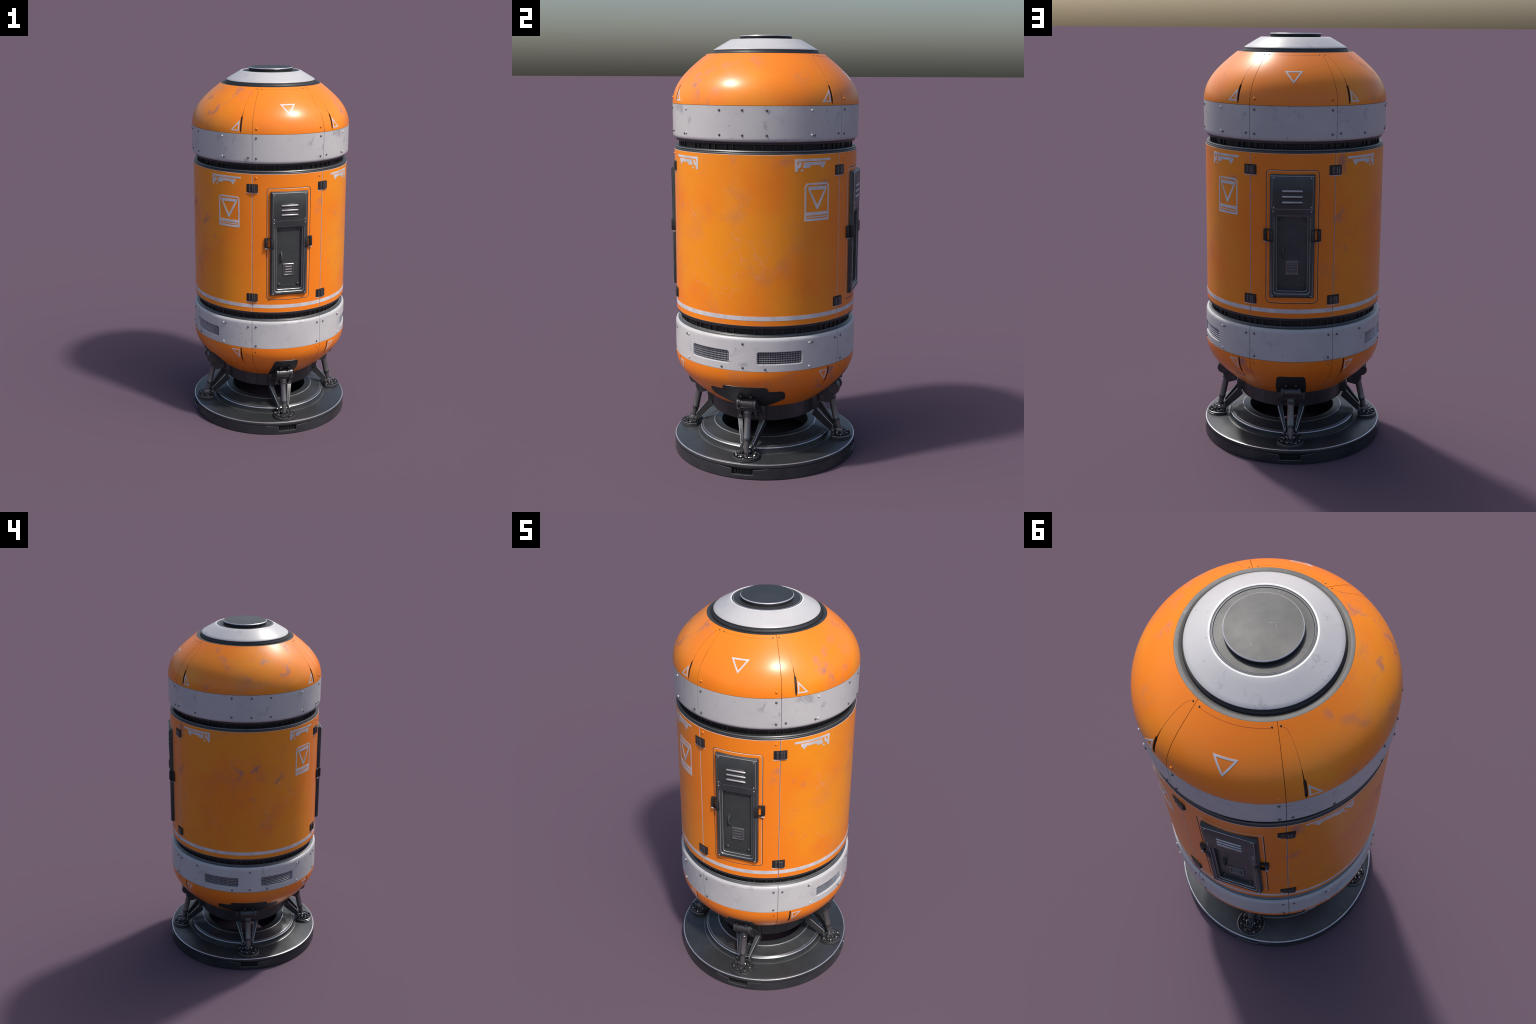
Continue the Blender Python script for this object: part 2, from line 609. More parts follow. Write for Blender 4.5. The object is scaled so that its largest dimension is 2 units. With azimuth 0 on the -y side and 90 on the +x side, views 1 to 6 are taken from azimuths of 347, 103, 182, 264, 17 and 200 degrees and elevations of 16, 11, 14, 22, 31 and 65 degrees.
LOGO = [
    [(0, 1.4645), (24.5, 1.4645), (24.6, 1.4540), (1.7, 1.4540), (1.45, 1.443), (1.9, 1.420), (1.7, 1.410), (1.0, 1.4085), (.2, 1.4105)],
    [(2.75, 1.450), (4.4, 1.450), (4.0, 1.433), (3.4, 1.427), (1.95, 1.4215), (1.6, 1.435), (2.3, 1.440)],
    [(5.8, 1.4495), (20.3, 1.4495), (20.7, 1.443), (18.5, 1.4195), (16.5, 1.4360), (10.8, 1.4360), (10.1, 1.433), (9.4, 1.427), (8.9, 1.425), (5.1, 1.425), (5.2, 1.431)],
    [(4.1, 1.419), (5.1, 1.420), (5.5, 1.416), (5.0, 1.411), (4.0, 1.410), (3.7, 1.413)],
]
for door in (0, 180):
    for sg in (1, -1):
        bm = bmesh.new()
        for shape in LOGO:
            add_plate(bm, BODY, [(A(door + sg * (59.45 - a)), BODY.tz(z)) for a, z in shape], rings=flat(.0015), ds=STEP, lift=.0006)
        new_obj('stencil_logo', finish_plate(bm, 'stencil_logo', [MARK]), body)
        outline_mark('warning_triangle', DOME, [(door + sg * 35.9, 1.7605), (door + sg * 42.3, 1.7065), (door + sg * 35.75, 1.7065)], .0062, dome)
        outline_mark('warning_triangle', BOWL, [(door + sg * 35.8, .4945), (door + sg * 42.4, .4945), (door + sg * 36.2, .4405)], .0055, bowl)
    outline_mark('warning_triangle', DOME, [(door - 6.3, 1.8385), (door + 6.3, 1.8385), (door, 1.787)], .0072, dome)
    # framed triangle placard to the left of each door
    a0, a1 = door - 53.1, door - 35.85
    zt, zb = 1.3575, 1.1895
    rc = math.degrees(.019 / REF)
    o = rrect(A(a0), A(a1), zb, zt, .0015)
    o = [(A(a0), zb), (A(a1), zb)] + [(A(a1) - .019 + .019 * math.cos(i * 15 * RAD), zt - .019 + .019 * math.sin(i * 15 * RAD)) for i in range(7)] + \
        [(A(a0) + .019 - .019 * math.sin(i * 15 * RAD), zt - .019 + .019 * math.cos(i * 15 * RAD)) for i in range(7)]
    H = zt - zb
    x0, x1 = A(a0) + .0078, A(a1) - .0070
    rin = .013
    win = [(x0, zb + .235 * H), (x1, zb + .235 * H)] + [(x1 - rin + rin * math.cos(i * 15 * RAD), zt - .008 - rin + rin * math.sin(i * 15 * RAD)) for i in range(7)] + \
          [(x0 + rin - rin * math.sin(i * 15 * RAD), zt - .008 - rin + rin * math.cos(i * 15 * RAD)) for i in range(7)]
    bars = [[(x0, zb + f0 * H), (x1, zb + f0 * H), (x1, zb + f1 * H), (x0, zb + f1 * H)] for f0, f1 in ((.118, .150), (.062, .090))]
    W = A(a1) - A(a0)
    c = A((a0 + a1) / 2)
    tri = [(A(a0) + .125 * W, zt - .0195), (A(a0) + .165 * W, zt - .0155), (A(a0) + .86 * W, zt - .0155), (A(a0) + .895 * W, zt - .0195), (A(a0) + .895 * W, zt - .026), (c + .004, zb + .31 * H), (c - .004, zb + .31 * H), (A(a0) + .125 * W, zt - .026)]
    hole = [(A(a0) + .215 * W, zt - .031), (A(a0) + .80 * W, zt - .031), (c, zb + .415 * H)]
    low = BODY.p[0][1]
    dn = lambda lp: [(x, y - low) for x, y in lp]
    bm = bmesh.new()
    add_plate(bm, BODY, dn(o), holes=[dn(win)] + [dn(b) for b in bars], rings=flat(.0015), ds=STEP, lift=.0006)
    add_plate(bm, BODY, dn(tri), holes=[dn(hole)], rings=flat(.0015), ds=STEP, lift=.0006)
    new_obj('placard', finish_plate(bm, 'placard', [MARK]), body)

# ------------------------------------------------------------------ bands
SEAMRING = bevel(.0006, .005)
for door in (0, 180):
    m = door + 90
    for mid, half in ((door, NARROW), (m, WIDE)):
        bm = bmesh.new()
        add_plate(bm, UBAND, sector(mid, half, UBAND), rings=SEAMRING, ds=STEP, dt=UBAND.t[5] / 6)
        new_obj('band_panel', finish_plate(bm, 'band_panel', [WHITE, WHITE, BLACK]), upper_band)
        holes = []
        if mid == m:
            for c in (m - 22.35, m + 22.4):
                holes.append(rrect(A(c - 13.65), A(c + 13.65), LBAND.tz(.5455), LBAND.tz(.602), .009))
        bm = bmesh.new()
        add_plate(bm, LBAND, sector(mid, half, LBAND), holes=holes, rings=SEAMRING, hole_rings=bevel(.0030, .010, 0, 0), ds=STEP, dt=(LBAND.t[-1] - LBAND.t[1]) / 6)
        new_obj('band_panel', finish_plate(bm, 'band_panel', [WHITE, WHITE, BLACK]), lower_band)
    # mesh grilles
    for c in (m - 22.35, m + 22.4):
        bm = bmesh.new()
        z0, z1 = .5455, .602
        for i in range(5):
            z = z0 + (z1 - z0) * (i + .75) / 5.5
            add_plate(bm, LBAND, [(A(c - 13.9), z - .5113 - .0014), (A(c + 13.9), z - .5113 - .0014), (A(c + 13.9), z - .5113 + .0014), (A(c - 13.9), z - .5113 + .0014)],
                      rings=[(.0008, 0, 0), (0, -.0012, 0), (0, -.003, 0)], ds=A(3), lift=-.0058)
        nw = 27
        for i in range(nw):
            a = c - 13.4 + 26.8 * i / (nw - 1)
            add_plate(bm, LBAND, [(A(a) - .0014, z0 - .5123), (A(a) + .0014, z0 - .5123), (A(a) + .0014, z1 - .5103), (A(a) - .0014, z1 - .5103)],
                      rings=[(.0008, 0, 0), (0, -.0012, 0), (0, -.003, 0)], lift=-.0070)
        new_obj('grille', finish_plate(bm, 'grille', [MESHM]), lower_band)

# ------------------------------------------------------------------ rivets and screws (one shared dome each)
def stud_mesh(name, r, h, mats):
    bm = bmesh.new()
    prof = [(-.002, r)] + [(h * math.sin(a * RAD), r * math.cos(a * RAD)) for a in (0, 25, 50, 70, 84)]
    add_rod(bm, Vector((0, 0, 0)), Vector((0, -1, 0)), prof, 14)
    bmesh.ops.recalc_face_normals(bm, faces=bm.faces)
    return finish(bm, name, mats, 60)


RIVET_W = stud_mesh('rivet', .0060, .0052, [WHITE])
RIVET_D = stud_mesh('rivet', .0056, .0046, [SCREW])
RIVET_O = stud_mesh('rivet', .0058, .0048, [ORANGE])
SCREW_D = stud_mesh('screw', .0033, .0012, [BLACK])


def stud(mesh, name, prof, az, z, parent):
    p, n = prof.map(A(az), prof.tz(z), 0)
    o = new_obj(name, mesh, parent)
    o.matrix_local = Matrix.Translation(p) @ Vector((0, -1, 0)).rotation_difference(n).to_matrix().to_4x4()
    return o


for door in (0, 180):
    for sg in (1, -1):
        at = lambda a: door + sg * a
        for z in (1.673, 1.567):
            stud(RIVET_D, 'rivet', UBAND, at(23.4), z, upper_band)
            stud(RIVET_W, 'rivet', UBAND, at(49.2), z, upper_band)
            stud(RIVET_D, 'rivet', UBAND, at(76), z, upper_band)
        stud(RIVET_D, 'rivet', UBAND, at(29.0), 1.570, upper_band)
        stud(RIVET_D, 'rivet', UBAND, at(47.4), 1.5655, upper_band)
        for z in (.637, .526):
            stud(RIVET_D, 'rivet', LBAND, at(23.4), z, lower_band)
            stud(RIVET_W, 'rivet', LBAND, at(49.2), z, lower_band)
        stud(RIVET_D, 'rivet', LBAND, at(29.1), .635, lower_band)
        stud(RIVET_D, 'rivet', LBAND, at(47.3), .6375, lower_band)
        stud(RIVET_D, 'rivet', LBAND, at(76.6), .524, lower_band)
        stud(RIVET_O, 'rivet', DOME, at(23.4), 1.721, dome)
        stud(SCREW_D, 'screw', DOME, at(23.2), 1.7155, dome)
        stud(SCREW_D, 'screw', DOME, at(22.9), 1.9065, dome)
        stud(SCREW_D, 'screw', DOME, at(28.2), 1.9070, dome)
        stud(RIVET_O, 'rivet', BODY, at(23.6), 1.463, body)
        stud(SCREW_D, 'screw', BOWL, at(23.7), .489, bowl)
    m = door + 90
    for z in (1.674, 1.567):
        stud(RIVET_D, 'rivet', UBAND, m, z, upper_band)
    for z in (.639, .528):
        stud(RIVET_D, 'rivet', LBAND, m, z, lower_band)

# ------------------------------------------------------------------ body panels
ZB0, ZB1 = 0, BODY.t[-1]
PALE = bevel(.0013, .005, 1, 2)
PALE = bevel(.0013, .009, 1, 2)
FR_Z0, FR_Z1, FR_A = .7925 - BODY.p[0][1], 1.4110 - BODY.p[0][1], 16.15
for door in (0, 180):
    fr = rrect(A(door - FR_A), A(door + FR_A), FR_Z0, FR_Z1, .020, 6)
    plate('body_panel', BODY, sector(door, NARROW, BODY), [ORANGE, WORN_HIGHLIGHT, GROOVE], body, holes=[fr], rings=PALE, hole_rings=bevel(.0008, .005, 0, 2), ds=STEP)
    inner = offset(fr, -.0026) if area(fr) < 0 else offset(fr, .0026)
    plate('door_surround', BODY, inner, [ORANGE, WORN_HIGHLIGHT, GROOVE], body, holes=[rrect(A(door) - .094, A(door) + .094, .8300 - BODY.p[0][1], 1.3830 - BODY.p[0][1], .004, 2)], hole_rings=flat(.005, 2), rings=bevel(.0021, .005), ds=STEP)
    plate('body_panel', BODY, sector(door + 90, WIDE, BODY), [ORANGE, WORN_HIGHLIGHT, GROOVE], body, rings=PALE, ds=STEP)
    for mid, half in ((door, NARROW - .25), (door + 90, WIDE - .25)):
        plate('stripe', BODY, sector(mid, half, BODY, .7460 - .7212, .7658 - .7212), [MARK], body, rings=flat(.0015), ds=STEP, lift=.0006)

# latches straddling the seams
def latch_mesh():
    bm = bmesh.new()
    lo = BODY.p[0][1]
    add_plate(bm, BODY, rrect(-A(4.15), A(4.15), -.0225, .0225, .002, 2), rings=bevel(.0008, .003, 0, 0), ds=STEP, lift=.0008)  # raised black plate stands in for the recessed pocket
    add_plate(bm, BODY, rrect(-A(4.3), A(4.2), -.0272, -.0228, .0005, 1), rings=[(.0006, 0, 1), (0, -.003, 1)], ds=STEP, lift=.0016, top_mat=1)  # pale strip paints the highlight on the pocket's lower lip
    # block with three ribs, set a little off centre
    blk = [(-A(3.0), .0010), (-A(2.7), .0050), (-A(.6), .0055), (-A(.3), .0085), (A(2.6), .0095), (A(3.6), .0075), (A(3.9), .0010)]
    for k, (z0, z1, dd) in enumerate(((-.019, .019, 0),)):
        a = []
        for s, d in blk:
            a.append([BODY.map(s, .35 + z, d - .0)[0] for z in (z0, z1)])
        va = [bm.verts.new(p[0]) for p in a]
        vb = [bm.verts.new(p[1]) for p in a]
        n = len(va)
        fs = [bm.faces.new(va[::-1]), bm.faces.new(vb)]
        for i in range(n):
            j = (i + 1) % n
            fs.append(bm.faces.new((va[i], va[j], vb[j], vb[i])))
        for f in fs:
            f.material_index = 2
    for s, d in ((-1.7, .0068), (.6, .0100), (1.9, .0104)):
        for z in (0,):
            add_plate(bm, BODY, rrect(A(s) - .0022, A(s) + .0022, .35 - .016, .35 + .016, .001, 1), rings=[(.0008, 0, 3), (0, -.001, 3), (0, -.004, 3)], lift=d, top_mat=3)
    return bm


def build_latch():
    global BODY
    keep = BODY
    BODY = Profile([(.4305, -.35), (.4305, .35)])
    om = BODY.map
    BODY.map = lambda s, t, d: om(s, t + .35 if t < .2 else t, d)
    bm = latch_mesh()
    BODY = keep
    return finish_plate(bm, 'latch', [BLACK, WORN_HIGHLIGHT, STEEL, EDGE], 30)


LATCH = build_latch()
for door in (0, 180):
    for sg in (1, -1):
        for z in (1.4075, .8045):
            o = new_obj('latch', LATCH, body, door + sg * (SEAM + .05))
            o.location.z = z

# ------------------------------------------------------------------ vent rings between body and bands
upper_vent = lathe('upper_vent_ring', [(.39, 1.545), (.4225, 1.545), (.4225, 1.5280), (.4215, 1.5260), (.4195, 1.5248), (.404, 1.5240), (.401, 1.5012), (.4195, 1.5012), (.4228, 1.5003), (.4245, 1.4985),
                                        (.4258, 1.4962), (.4262, 1.4935), (.4252, 1.4925), (.4252, 1.4918), (.4272, 1.4905), (.4286, 1.4885), (.4290, 1.4860), (.4290, 1.4838), (.39, 1.4838)],
                   [STEEL, BLACK, BRIGHT, EDGE], tank, 180, mat_of=[0, 0, 0, 0, 1, 1, 0, 0, 0, 3, 0, 1, 1, 0, 0, 0, 0, 0])
lower_vent = lathe('lower_vent_ring', [(.39, .7208), (.4295, .7208), (.4294, .7180), (.4288, .7140), (.4268, .7090), (.4230, .7058), (.404, .7050), (.401, .6772), (.4125, .6772), (.4148, .6766), (.4158, .6750), (.4162, .6735),
                                       (.4172, .6722), (.4232, .6695), (.4248, .6680), (.4250, .660), (.39, .660)],
                   [STEEL, BLACK, BRIGHT, EDGE], tank, 180, mat_of=[0, 0, 0, 0, 0, 1, 1, 0, 2, 0, 0, 3, 3, 0, 0, 0])
quarter = (97, 101.6, 109.7, 114.5, 123.3, 127.6, 141.8, 146, 151.5, 156, 161, 169.4, 173)
ribs = sorted(set([a for a in quarter] + [180 - a for a in quarter] + [180 + a for a in quarter] + [360 - a for a in quarter]))
for ring, z0, z1 in ((upper_vent, 1.5008, 1.5246), (lower_vent, .6768, .7060)):
    bm = bmesh.new()
    add_box(bm, -.0024, .0024, .398, .4095, z0, z1, 0, .0012)
    bmesh.ops.recalc_face_normals(bm, faces=bm.faces)
    me = finish(bm, 'rib', [STEEL])
    for a in ribs:
        new_obj('rib', me, ring, a)
    bm = bmesh.new()
    pr = Profile([(.4030, z0), (.4030, z1)])
    for k, a in enumerate(ribs):
        b = ribs[(k + 1) % len(ribs)]
        b += 360 if b < a else 0
        if b - a > 6.5:
            for f in (.42, .62):
                add_plate(bm, pr, [(A(a + 1), (z1 - z0) * f), (A(b - 1), (z1 - z0) * f), (A(b - 1), (z1 - z0) * f + .0018), (A(a + 1), (z1 - z0) * f + .0018)], rings=flat(.002), ds=A(3), lift=.0015)
    new_obj('pipe', finish_plate(bm, 'pipe', [PIPEM]), ring)

# ------------------------------------------------------------------ top cap
top_cap = lathe('top_cap', [(.20, 1.905), (.2725, 1.9130), (.2738, 1.9150), (.2732, 1.9165), (.2600, 1.9166), (.2520, 1.9150), (.2500, 1.9110), (.2480, 1.9110), (.2500, 1.9150), (.2500, 1.9185), (.2488, 1.9215), (.2462, 1.9262), (.2455, 1.9262), (.2445, 1.9305), (.2410, 1.9312), (.20, 1.93)],
                [CAPM, BLACK, BRIGHT], tank, 180, mat_of=[0, 0, 0, 0, 1, 1, 1, 1, 0, 0, 0, 1, 0, 1, 1])
lathe('cap_cone', [(.20, 1.931), (.2405, 1.9312), (.2425, 1.9325), (.2432, 1.9345), (.2420, 1.9365), (.2300, 1.9440), (.2050, 1.9590), (.1800, 1.9735), (.1655, 1.9812), (.1630, 1.9820), (.1595, 1.9812), (.1590, 1.978)],
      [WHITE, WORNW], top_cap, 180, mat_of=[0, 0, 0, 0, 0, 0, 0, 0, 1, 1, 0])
lathe('cap_disc', [(.1592, 1.975), (.1592, 1.9788), (.1580, 1.9795), (.1545, 1.9795), (.1535, 1.9806), (.1520, 1.9812), (.1505, 1.9806), (.1495, 1.9795), (.1260, 1.9795), (.1195, 1.9800), (.1185, 1.9835), (.1190, 1.9860), (.1208, 1.9890), (.1216, 1.9930), (.1216, 1.9965), (.1205, 1.9985), (.1182, 2.0), (.06, 2.0), (0, 2.0)],
      [CAPM, BLACK, BRIGHT], top_cap, 180, mat_of=[1, 1, 0, 0, 2, 0, 0, 0, 0, 1, 1, 0, 0, 0, 2, 2, 0, 0])

# ------------------------------------------------------------------ neck ring
neck = lathe('neck_ring', [(0, .240), (.18, .228), (.240, .2130), (.2555, .2130), (.2572, .2145), (.2600, .306), (.25, .306)], [STEEL], tank, 120)
NECK = Profile([(.2572, .2160), (.2600, .302)])
for k in range(24):
    a = 15 * k + 7.5
    near = min(abs((a - q + 180) % 360 - 180) for q in (0, 90, 180, 270))
    if near < 9:
        continue
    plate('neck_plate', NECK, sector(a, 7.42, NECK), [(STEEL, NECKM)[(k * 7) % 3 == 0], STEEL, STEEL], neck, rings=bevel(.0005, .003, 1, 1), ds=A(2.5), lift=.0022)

# ------------------------------------------------------------------ base
base = lathe('base', [(.2300, .058), (.2137, .0650), (.2137, .1260), (.2145, .1290), (.2165, .1308), (.2500, .1312), (.2522, .1306), (.2545, .1290), (.2580, .1268), (.3085, .1080), (.3100, .1076), (.3112, .1066), (.3122, .1056), (.3172, .1022), (.3188, .1008), (.3200, .0990), (.3205, .0800),
                      (.3215, .0765), (.3300, .0752), (.3330, .0740), (.3345, .0735), (.4380, .0730), (.4400, .0722), (.4408, .0712), (.4425, .0712), (.4452, .0706), (.4478, .0688), (.4490, .0660), (.4492, .0560), (.4480, .0550), (.4478, .0538), (.4300, .0538), (.4300, 0)],
             [BASEM, BLACK, BASE_EDGE, EDGE], tank, 200,
             mat_of=[0, 0, 0, 0, 0, 2, 2, 0, 0, 2, 0, 0, 0, 2, 2, 0, 0, 0, 3, 0, 0, 0, 0, 1, 2, 2, 0, 0, 0, 1, 1, 1])
bm = bmesh.new()
t = BASEWALL.tz
for q in (0, 90, 180, 270):
    k = [(q - 15.4, .0505), (q - 6.75, .0455), (q - 6.5, .0435), (q - 6.5, .0215), (q - 6.0, .0185), (q + 6.0, .0185), (q + 6.5, .0215), (q + 6.5, .0435), (q + 6.75, .0455), (q + 15.4, .0505), (q + 15.4, .0522), (q - 15.4, .0522)]
    outer = [(A(q - 45), 0), (A(q + 45), 0), (A(q + 45), BASEWALL.t[-1]), (A(q - 45), BASEWALL.t[-1])]
    add_plate(bm, BASEWALL, outer, holes=[[(A(a), t(z)) for a, z in k]], rings=[(0, 0, 0)], hole_rings=bevel(.0012, .018, 1, 0), ds=STEP, dt=.006)
new_obj('base_rim', finish_plate(bm, 'base_rim', [BASEM, EDGE]), base)
bm = bmesh.new()
for i in range(6):
    add_box(bm, -.036 + i * .0144 - .0045, -.036 + i * .0144 + .0045, .428, .4365, .023, .038, 0, .002)
bmesh.ops.recalc_face_normals(bm, faces=bm.faces)
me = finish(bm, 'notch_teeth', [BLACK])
for q in (0, 90, 180, 270):
    new_obj('notch_teeth', me, base, q)

# ------------------------------------------------------------------ legs
def leg_meshes():
    M = {}
    # piston
    bm = bmesh.new()
    p, q = L3(0, .3315, .297), L3(0, .377, .095)
    add_rod(bm, p, q, [(0, .012, 1), (.004, .0205, 1), (.016, .0235, 1), (.022, .0235, 1), (.024, .0205, 1), (.027, .0205, 1), (.029, .0220, 1), (.036, .0212, 1), (.038, .0160, 1), (.135, .0160), (.137, .0168, 1), (.142, .0168, 1), (.144, .0152, 1), (.152, .0152, 1), (.153, .0138, 0), (.205, .0138, 0)], 24)
    M['leg'] = (bm, [PISTON, HINGEM])
    # hinge: barrel with flanges and cheek plates
    bm = bmesh.new()
    c = (.3525, .3300)
    prof = [(0, .010), (.003, .010), (.003, .0270), (.005, .0295), (.0135, .0295), (.0150, .0265), (.0165, .0265), (.0170, .0295), (.0195, .0295), (.0200, .0240), (.0780, .0240), (.0785, .0295), (.0810, .0295), (.0815, .0265), (.0830, .0265), (.0845, .0295), (.0930, .0295), (.0950, .0270), (.0950, .010), (.0980, .010)]
    add_rod(bm, L3(-.049, *c), L3(.049, *c), prof, 28)
    side = [(.352, .318), (.348, .285), (.341, .266), (.325, .252), (.283, .263), (.270, .300), (.325, .350), (.350, .345)]
    for x0, x1 in ((-.045, -.031), (.031, .045)):
        add_prism(bm, side, x0, x1, 1)
    add_prism(bm, [(.358, .322), (.3535, .290), (.322, .283), (.320, .258), (.283, .268), (.270, .300), (.320, .340)], -.0310, .0310, 1)
    for sx in (-1, 1):
        add_rod(bm, L3(sx * .045, .300, .281), L3(sx * .06, .300, .281), [(0, .0115), (.004, .0115), (.0042, .0075), (.007, .0075)], 14)
        add_box(bm, sx * .024 - .006, sx * .024 + .006, .345, .384, .366, .377, 0, .002)
    M['hinge'] = (bm, [HINGEM, STEEL])
    # bracket on the neck ring
    bm = bmesh.new()
    add_box(bm, -.069, .069, .235, .2760, .2230, .295, 0, .002)
    for sx in (-1, 1):
        add_rod(bm, L3(sx * .055, .2725, .258), L3(sx * .055, .30, .258), [(0, .0125), (.0065, .0125), (.0075, .0105), (.0050, .0085), (.0050, .0055), (.0085, .0050)], 16)
        add_box(bm, sx * .055 - .012, sx * .055 + .012, .240, .2785, .2205, .233, 0, .0015)
    M['bracket'] = (bm, [STEEL])
    # struts: tapering plates from bracket to foot
    bm = bmesh.new()
    for sx in (-1, 1):
        v = []
        for x, r, z in ((.043, .270, .236), (.068, .270, .236), (.068, .250, .197), (.043, .250, .197), (.022, .352, .134), (.031, .352, .134), (.031, .344, .098), (.022, .344, .098)):
            v.append(bm.verts.new(L3(sx * x, r, z)))
        fs = [bm.faces.new([v[i] for i in f]) for f in ((0, 1, 2, 3), (7, 6, 5, 4), (0, 4, 5, 1), (1, 5, 6, 2), (2, 6, 7, 3), (3, 7, 4, 0))]
        bmesh.ops.recalc_face_normals(bm, faces=fs)
        es = list({e for f in fs for e in f.edges})
        bmesh.ops.bevel(bm, geom=es, offset=.0016, segments=1, affect='EDGES', material=1)
    M['strut'] = (bm, [STEEL, BRIGHT])
    # foot pad: disc with a straight inner edge, raised rim and bolted clevis
    bm = bmesh.new()
    cr, R = .3755, .0625
    cut = .341
    half = math.acos((cr - cut) / R)
    n = 40
    loop = []
    for i in range(n + 1):
        a = -(math.pi - half) + 2 * (math.pi - half) * i / n
        loop.append((R * math.sin(a), cr + R * math.cos(a)))

    class Floor:
        def map(self, s, t, d):
            return Vector((s, -t, .0885 + d)), Vector((0, 0, 1))
    fl = [(x, r) for x, r in loop]
    if area(fl) < 0:
        fl = fl[::-1]
    rim = offset(fl, .0055)
    # looking down with x right and r = -y the frame is mirrored, so flip faces afterwards
    add_plate(bm, Floor(), fl, holes=[rim], rings=[(.0015, 0, 0), (.0004, -.0006, 1), (0, -.0016, 1), (0, -.008, 0), (-.003, -.0095, 0), (-.003, -.017, 0)], hole_rings=[(.001, 0, 0), (0, -.001, 1), (0, -.006, 0)])
    add_plate(bm, Floor(), rim, rings=flat(.004), lift=-.0045)
    lay = bm.loops.layers.float_vector.get('nrm')
    if lay:
        bm.loops.layers.float_vector.remove(lay)
    add_box(bm, -.0175, -.0115, .356, .398, .083, .116, 1, .002)
    add_box(bm, .0115, .0175, .356, .398, .083, .116, 1, .002)
    add_box(bm, -.016, .016, .352, .402, .083, .0965, 0, .002)
    add_rod(bm, L3(-.022, .377, .1045), L3(.022, .377, .1045), [(0, .006), (.003, .0075), (.041, .0075), (.044, .006)], 12, 1)
    for sx in (-1, 1):
        add_box(bm, sx * .0275 - .0075, sx * .0275 + .0075, .341, .362, .083, .119, 0, .003)
        add_rod(bm, L3(sx * .0275 - .011, .351, .112), L3(sx * .0275 + .011, .351, .112), [(0, .005), (.022, .005)], 10, 1)
    rnd = random.Random(11)
    for i in range(15):
        a = (-118 + 236 * i / 14) * RAD
        rr = .0465 + rnd.uniform(-.005, .004)
        x, r = rr * math.sin(a), cr + rr * math.cos(a)
        if r < .346:
            continue
        h = rnd.uniform(.088, .098)
        add_rod(bm, L3(x, r, .080), L3(x, r, .2), [(0, .0062), (h - .0805, .0062), (h - .079, .0045)], 6, 1 if i % 3 == 0 else 0)
    for i in range(10):
        a = (-120 + 240 * i / 9 + rnd.uniform(-6, 6)) * RAD
        rr = .033 + rnd.uniform(-.003, .005)
        x, r = rr * math.sin(a), cr + rr * math.cos(a)
        w = rnd.uniform(.003, .006)
        add_box(bm, x - w, x + w, r - w, r + w, .082, rnd.uniform(.090, .104), i % 2, .0012)
    M['foot'] = (bm, [STEEL, CHROME])
    out = {}
    for k, (b, mats) in M.items():
        bmesh.ops.recalc_face_normals(b, faces=b.faces)
        out[k] = finish(b, k, mats, 35)
    return out


LEGS = leg_meshes()
PADM = dark_metal('pad_steel', (.030, .031, .033), .48, .3, .25)
for q in (0, 90, 180, 270):
    leg = new_obj('leg', LEGS['leg'], tank, q)
    for k in ('hinge', 'bracket', 'foot', 'strut'):
        new_obj(k, LEGS[k], leg)
    tz = BOWL.tz
    if q in (0, 180):
        pts = [(-14.4, .2915), (14.4, .2915), (13.8, .312), (9.9, .409), (9.5, .419), (8.6, .426), (7.2, .429), (-7.2, .429), (-8.6, .426), (-9.5, .419), (-9.9, .409), (-13.8, .312)]
    else:
        pts = [(-16, .2915), (16, .2915), (17.4, .345), (17.0, .372), (15.9, .405), (15.3, .419), (14.4, .426), (12.8, .429), (-12.8, .429), (-14.4, .426), (-15.3, .419), (-15.9, .405), (-17.0, .372), (-17.4, .345)]
        wing = [(-15, .2925), (15, .2925), (20.5, .312), (27, .338), (28.6, .346), (28.9, .354), (28.0, .378), (26.6, .397), (25.6, .402), (24, .4035), (-24, .4035), (-25.6, .402), (-26.6, .397), (-28.0, .378), (-28.9, .354), (-28.6, .346), (-27, .338), (-20.5, .312)]
        plate('pad_wing', BOWL, [(A(q + a), tz(z)) for a, z in wing], [PADM, STEEL], bowl, rings=bevel(.0006, .004, 0, 0), ds=STEP, dt=.009, lift=.0007)
    plate('pad', BOWL, [(A(q + a), tz(z)) for a, z in pts], [PADM, STEEL], bowl, rings=bevel(.0012, .006, 1, 0), ds=STEP, dt=.009, lift=.0018)

